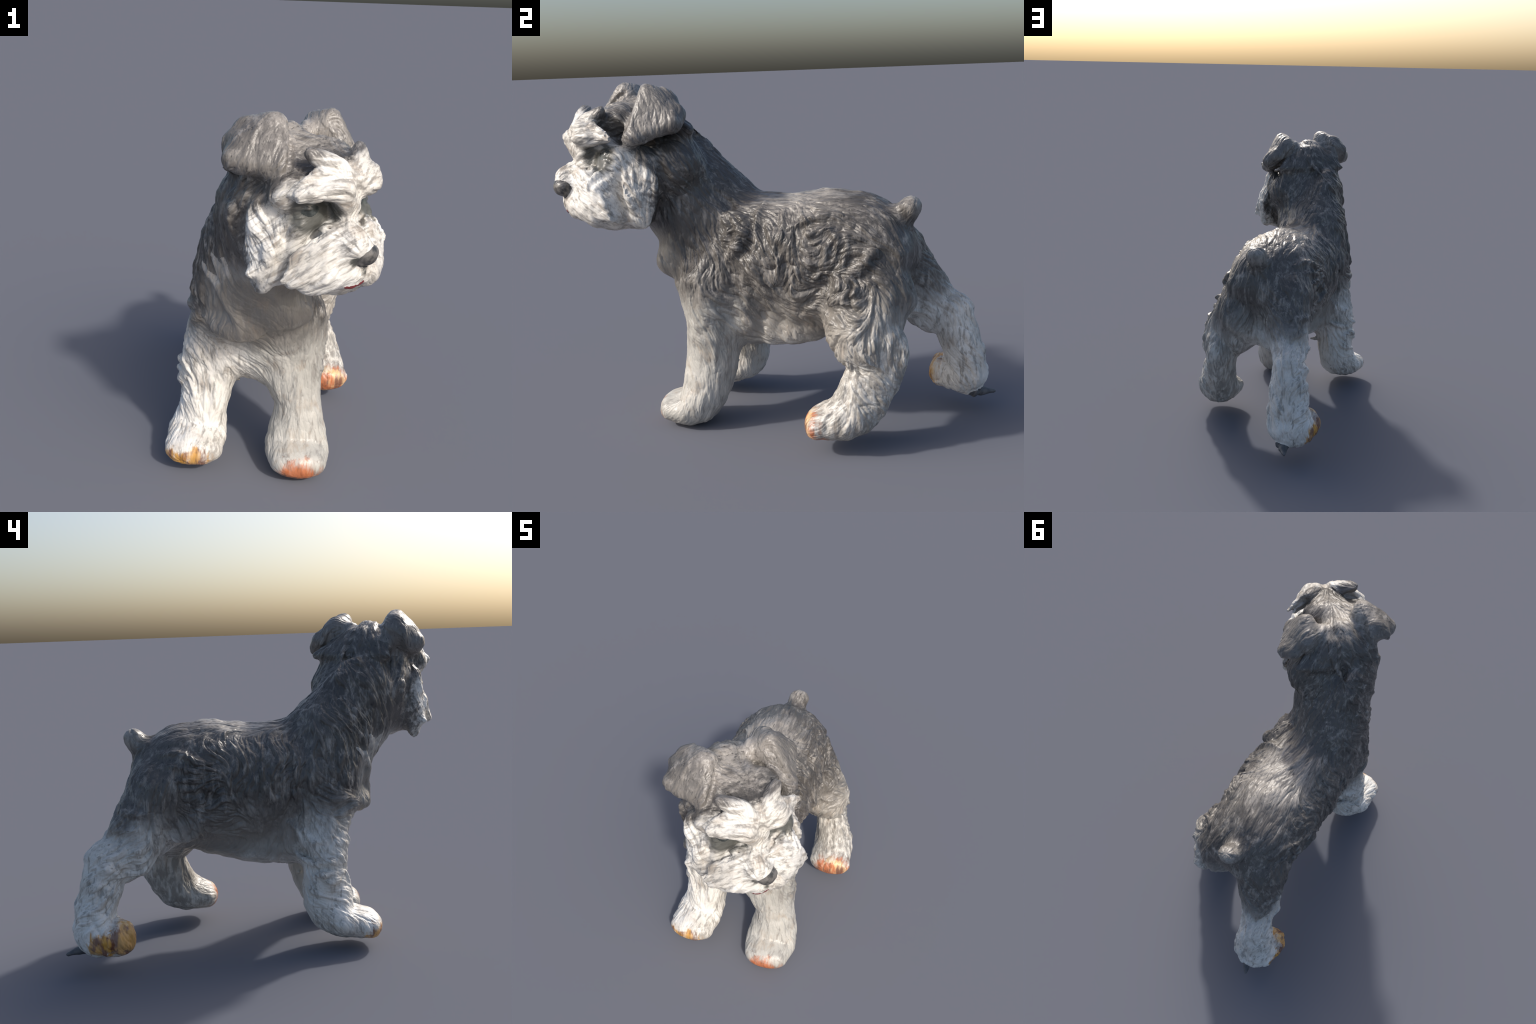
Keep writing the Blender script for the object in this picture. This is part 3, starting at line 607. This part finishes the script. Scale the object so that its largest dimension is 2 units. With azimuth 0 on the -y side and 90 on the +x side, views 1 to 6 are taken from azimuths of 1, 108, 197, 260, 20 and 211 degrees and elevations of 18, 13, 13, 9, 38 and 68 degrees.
def make_skin():
    field = mesh_body()
    v, q = surface_net(field)
    v, q = largest_shell(v, q)
    e, _ = edges_of(q)
    v = smooth(v, e, 3)
    v = gradient_project(v, field, 1)
    v = smooth(v, e, 2)
    v = smooth(v, e, 1)
    n = normals_of(v, q)
    names, near = part_distances(v, e)
    flow = Flow(v, n)
    along, amp = flow.at(v)
    soft = smooth(n, e, 6)
    folds, locks, hairs = combed(v, flow, ((0.070, 10), (0.030, 9), (0.0145, 6)))
    lumps = value_noise(v, 0.07, 7.0) + 0.5 * value_noise(v, 0.035, 17.0)
    calm = np.ones(len(v))
    for c, r in CALM:            # eyes and nose keep a calmer surface
        calm *= np.clip((np.linalg.norm(v - c, axis=1) / r - 0.6) / 0.6, 0.06, 1)
    every, q = subdivide(np.column_stack([v, soft, along, folds, locks, hairs, lumps, np.clip(amp, 0, 1.6), calm, near]), q)
    e, _ = edges_of(q)
    v, soft, along, (folds, locks, hairs, lumps, amp, calm), near = every[:, :3], every[:, 3:6], every[:, 6:9], every[:, 9:15].T, every[:, 15:]
    v = smooth(v, e, 2)
    soft = soft / (np.linalg.norm(soft, axis=1)[:, None] + 1e-9)
    fine = sum((1 - abs(s) / 5) * value_noise(v + 0.0055 * s * along, 0.0075, 31.0) for s in range(-4, 5))
    fine /= fine.std()
    h = FOLD_DEPTH * np.clip(amp - 0.75, 0, 0.8) * (0.5 - ridged(folds, 1.0)) + LOCK_DEPTH * (0.5 * np.clip(locks, -2, 2) - ridged(locks, 1.1)) + HAIR_DEPTH * (0.35 * hairs - ridged(hairs, 1.1)) - FINE_DEPTH * ridged(fine, 1.2) * (0.6 + 0.4 / np.maximum(amp, 0.35)) + 0.0022 * lumps * (1 + 1.6 * amp)
    v = v + soft * (h * amp * calm + 0.0022 * np.clip(amp, 0, 1) + 0.0004)[:, None]
    v = smooth(v, e, 1, 0.25)
    return v, q, names, np.argmin(near[q].mean(1), axis=1)


def part_distances(v, e):
    _, pd = body_distance(v, True)
    names = sorted(pd)
    return names, smooth(np.stack([pd[n] for n in names], 1), e, 2)


# ------------------------------------------------------------------ materials
class Nodes:
    """small helper to write shader maths"""

    def __init__(self, mat):
        mat.use_nodes = True
        self.t = mat.node_tree
        self.bsdf = self.t.nodes['Principled BSDF']
        co = self.t.nodes.new('ShaderNodeTexCoord')
        self.obj = co.outputs['Object']
        sep = self.t.nodes.new('ShaderNodeSeparateXYZ')
        self.link(self.obj, sep.inputs[0])
        self.x, self.y, self.z = sep.outputs

    def link(self, a, b):
        if hasattr(a, 'is_output'):
            self.t.links.new(a, b)
        else:
            b.default_value = a

    def m(self, op, a, b=0.0, c=None, clamp=False):
        n = self.t.nodes.new('ShaderNodeMath')
        n.operation, n.use_clamp = op, clamp
        for i, x in enumerate((a, b) if c is None else (a, b, c)):
            self.link(x, n.inputs[i])
        return n.outputs[0]

    def add(self, *xs):
        r = xs[0]
        for x in xs[1:]:
            r = self.m('ADD', r, x)
        return r

    def lin(self, kx=0.0, ky=0.0, kz=0.0, k=0.0):
        r = self.m('MULTIPLY_ADD', self.x, kx, k)
        r = self.m('MULTIPLY_ADD', self.y, ky, r)
        return self.m('MULTIPLY_ADD', self.z, kz, r)

    def step(self, v, lo, hi):
        n = self.t.nodes.new('ShaderNodeMapRange')
        n.interpolation_type = 'SMOOTHSTEP'
        self.link(v, n.inputs[0])
        n.inputs[1].default_value, n.inputs[2].default_value = lo, hi
        return n.outputs[0]

    def noise(self, scale, detail=3.0, rough=0.55, stretch=(1, 1, 1), turn=(0, 0, 0), warp=0.0, place=None):
        mp = self.t.nodes.new('ShaderNodeMapping')
        mp.inputs['Scale'].default_value, mp.inputs['Rotation'].default_value = stretch, turn
        self.link(place or self.obj, mp.inputs[0])
        n = self.t.nodes.new('ShaderNodeTexNoise')
        self.link(mp.outputs[0], n.inputs['Vector'])
        n.inputs['Scale'].default_value, n.inputs['Detail'].default_value, n.inputs['Roughness'].default_value = scale, detail, rough
        n.inputs['Distortion'].default_value = warp
        return n.outputs[0]

    def ball(self, c):
        n = self.t.nodes.new('ShaderNodeVectorMath')
        n.operation = 'DISTANCE'
        self.link(self.obj, n.inputs[0])
        n.inputs[1].default_value = tuple(c)
        return n.outputs['Value']

    def mix(self, f, a, b):
        n = self.t.nodes.new('ShaderNodeMix')
        n.data_type = 'RGBA'
        self.link(f, n.inputs['Factor'])
        for x, i in ((a, 6), (b, 7)):
            self.link(x if hasattr(x, 'is_output') else (*x, 1), n.inputs[i])
        return n.outputs[2]


def coat_material(name, turn, stretch, darks, hairline):
    mat = bpy.data.materials.new(name)
    s = Nodes(mat)
    inv = lambda x: s.m('SUBTRACT', 1.0, x)
    mul = lambda a, b: s.m('MULTIPLY', a, b)
    mid0 = lambda x, k: s.m('MULTIPLY_ADD', x, k, -0.5 * k)
    broad = s.noise(3.2, 4, 0.6)
    mid = s.noise(11, 4, 0.6, warp=0.6)
    sy, cy = math.sin(YAW), math.cos(YAW)
    forward = s.lin(sy, -cy, 0, -(sy * HEAD_O[0] - cy * HEAD_O[1]))
    left = s.lin(cy, sy, 0, -(cy * HEAD_O[0] + sy * HEAD_O[1]))
    up = s.m('SUBTRACT', s.z, float(HEAD_O[2]))
    if isinstance(turn, str):            # streaks sweep back and down from the nose, alike on both sides of the face
        along = unit((-0.5, 0.65, -0.55) if turn == 'face' else (-0.45, 0.85, 0.1))
        across = unit(np.cross(along, (0, 0, 1)))
        third = np.cross(along, across)
        side = s.m('ABSOLUTE', left)
        axes = [s.add(mul(forward, float(a[0] * k)), mul(side, float(a[1] * k)), mul(up, float(a[2] * k))) for a, k in ((across, 1), (third, 1), (along, stretch[2]))]
        join = s.t.nodes.new('ShaderNodeCombineXYZ')
        for a, sock in zip(axes, join.inputs):
            s.link(a, sock)

        def combed_noise(scale, detail, warp):
            return s.noise(scale, detail, 0.65, warp=warp, place=join.outputs[0])
        turn, stretch = (0.5, 0.3, 0.5), (1, 1, 0.4)
    else:
        geo = s.t.nodes.new('ShaderNodeNewGeometry')
        part = s.t.nodes.new('ShaderNodeSeparateXYZ')
        s.link(geo.outputs['Normal'], part.inputs[0])
        flat = s.step(s.m('ABSOLUTE', part.outputs[2]), 0.5, 0.8)      # hair lies backward on top, downward on the sides

        def combed_noise(scale, detail, warp):
            a = s.noise(scale, detail, 0.65, stretch, turn, warp)
            b = s.noise(scale, detail, 0.65, (1, stretch[2], 1), (0, 0, 0.25), warp)
            return s.add(mul(a, inv(flat)), mul(b, flat))
    hair = combed_noise(44, 4, 0.35)
    hair2 = combed_noise(100, 3, 0.3)
    fleck = s.noise(170, 2, 0.5)
    wob = s.add(mid0(broad, 0.34), mid0(mid, 0.24), mid0(hair, 0.22))

    def within(c, r, soft=0.4, wobble=0.4):
        return inv(s.step(s.add(s.ball(c), mul(wob, wobble)), r * (1 - soft), r))
    # where the light coat lies: below the saddle, on the face, on the front of the chest
    saddle = s.step(s.add(s.z, mul(wob, 1.25)), 0.51, 0.78)
    line = mul(s.m('MAXIMUM', s.m('ADD', up, 0.09), 0.0), hairline)
    face = s.step(s.add(forward, mul(line, -1.0), mul(wob, 0.35)), -0.005, 0.06)
    face = mul(face, s.step(s.z, 0.93, 1.0))
    chest = within((-0.04, -0.64, 0.77), 0.34, 0.45, 0.6)
    light = s.m('MAXIMUM', s.m('MAXIMUM', inv(saddle), face), mul(chest, 0.92))
    # dark grey coat, brushed with paler grey
    dark = s.mix(s.step(broad, 0.3, 0.7), darks[0], darks[1])
    pale_patch = None
    for c, r in PALE_PATCHES:
        b = within(c, r, 0.7, 0.5)
        pale_patch = b if pale_patch is None else s.m('MAXIMUM', pale_patch, b)
    dark = s.mix(mul(pale_patch, 0.18), dark, darks[2])
    worn = s.step(s.add(hair, mid0(mid, 0.5), mul(pale_patch, 0.18)), 0.46, 0.80)
    dark = s.mix(mul(worn, 0.85), dark, darks[2])
    dark = s.mix(mul(s.step(hair2, 0.44, 0.30), 0.7), dark, DARK_DEEP)
    # light coat: white, left legs darkened for scan shade, taupe belly and chest
    tone = s.step(broad, 0.35, 0.72)
    white = s.mix(tone, *WHITE)
    below = s.step(s.add(s.z, mul(wob, 0.3)), 0.95, 0.85)
    ash = mul(mul(s.step(s.add(s.x, mul(wob, 0.4)), -0.12, 0.02), s.step(s.y, 0.05, -0.1)), below)
    stone = mul(mul(s.step(s.x, 0.03, 0.12), s.step(s.add(s.y, mul(wob, 0.3)), 0.1, 0.28)), below)
    belly = mul(mul(s.step(s.add(s.z, mul(wob, 0.3)), 0.40, 0.50), below), mul(s.step(s.add(s.y, wob), -0.22, -0.10), s.step(s.add(s.y, wob), 0.52, 0.34)))
    pale = s.mix(mul(ash, 0.95), white, s.mix(tone, *ASH))
    pale = s.mix(stone, pale, s.mix(s.step(s.add(hair, mid0(mid, 0.6)), 0.40, 0.66), *STONE))
    pale = s.mix(s.m('MAXIMUM', belly, chest), pale, s.mix(tone, *TAUPE))
    pale = s.mix(mul(s.step(s.add(hair, mid0(broad, 0.3), mul(face, -0.025)), 0.51, 0.35), 0.8), pale, PALE_GREY)
    pale = s.mix(mul(s.step(s.add(mid, mul(hair2, 0.4)), 0.72, 0.92), 0.45), pale, PALE_TAN)
    col = s.mix(light, dark, pale)
    col = s.mix(mul(s.step(fleck, 0.62, 0.75), 0.2), col, DARK_DEEP)
    # shadow below the brows painted round the eyes, dark spots beside the nose
    for c, r in BAKED_EYE_SHADOW:
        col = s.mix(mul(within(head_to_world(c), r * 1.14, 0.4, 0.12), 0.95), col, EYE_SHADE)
    for c, r, tint in TOES:
        d = s.add(s.ball(c), mid0(mid, 0.15), mid0(hair, 0.12))
        on = inv(s.step(d, r * 0.7, r * 1.15))
        rust = s.mix(s.step(s.noise(30, 3, 0.6, stretch, turn), 0.44, 0.60), tint, RUST_DARK)
        rust = s.mix(s.step(s.noise(22, 3, 0.6, stretch, turn), 0.52, 0.68), rust, RUST_PALE)
        col = s.mix(mul(on, 0.85), col, rust)
    s.link(col, s.bsdf.inputs['Base Color'])
    s.link(s.m('MULTIPLY_ADD', hair, 0.25, 0.25), s.bsdf.inputs['Roughness'])
    s.bsdf.inputs['Specular IOR Level'].default_value = 0.5
    b = s.t.nodes.new('ShaderNodeBump')
    b.inputs['Strength'].default_value, b.inputs['Distance'].default_value = 0.4, 0.005
    s.link(s.add(hair, mul(hair2, 0.6)), b.inputs['Height'])
    s.link(b.outputs[0], s.bsdf.inputs['Normal'])
    return mat


def plain_material(name, col, col2, rough):
    mat = bpy.data.materials.new(name)
    s = Nodes(mat)
    s.link(s.mix(s.step(s.noise(30, 3), 0.35, 0.65), col, col2), s.bsdf.inputs['Base Color'])
    s.bsdf.inputs['Roughness'].default_value = rough
    return mat


# ------------------------------------------------------------------ objects
def build():
    v, q, names, part = make_skin()
    v[:, 2] = np.maximum(v[:, 2], 0.0)
    root = bpy.data.objects.new('schnauzer_figurine', None)
    bpy.context.scene.collection.objects.link(root)
    root['label'] = 'painted schnauzer puppy figurine with carved grey and white fur'
    root['category'] = 'dog figurine'
    n = normals_of(v, q)
    objs = {}
    for i, key in enumerate(names):
        f = q[part == i]
        if not len(f):
            continue
        inside = np.zeros(len(v), bool)
        inside[f.ravel()] = True
        used = np.nonzero(inside)[0]
        f = (np.cumsum(inside) - 1)[f]
        kind = PART_NAME[key]
        me = bpy.data.meshes.new(kind)
        me.vertices.add(len(used))
        me.vertices.foreach_set('co', v[used].astype(np.float32).ravel())
        me.loops.add(f.size)
        me.loops.foreach_set('vertex_index', f.ravel().astype(np.int32))
        me.polygons.add(len(f))
        me.polygons.foreach_set('loop_start', np.arange(0, f.size, 4, dtype=np.int32))
        me.polygons.foreach_set('use_smooth', np.ones(len(f), bool))
        me.update(calc_edges=True)
        me.normals_split_custom_set_from_vertices(n[used].astype(np.float32))
        me.materials.append(material_for(key))
        ob = bpy.data.objects.new(kind, me)
        bpy.context.scene.collection.objects.link(ob)
        objs[key] = ob
    for key, ob in objs.items():
        ob.parent = objs.get(SUB_OF.get(key), root)
    return root, objs


MATS = {}


def material_for(key):
    paints = {'nose': ('black_nose_paint', (0.038, 0.038, 0.039), (0.16, 0.152, 0.145), 0.35), 'eyeR': EYE, 'eyeL': EYE,
              'mouth': ('red_mouth_paint', (0.18, 0.03, 0.035), (0.13, 0.03, 0.03), 0.4), 'spur': ('grey_resin', (0.07, 0.075, 0.085), (0.12, 0.12, 0.125), 0.5)}
    spec = paints.get(key) or COAT.get(key, FUR)
    if spec not in MATS:
        MATS[spec] = plain_material(*spec) if key in paints else coat_material(PART_NAME[key] + '_coat' if key in COAT else 'body_coat', *spec)
    return MATS[spec]


build()
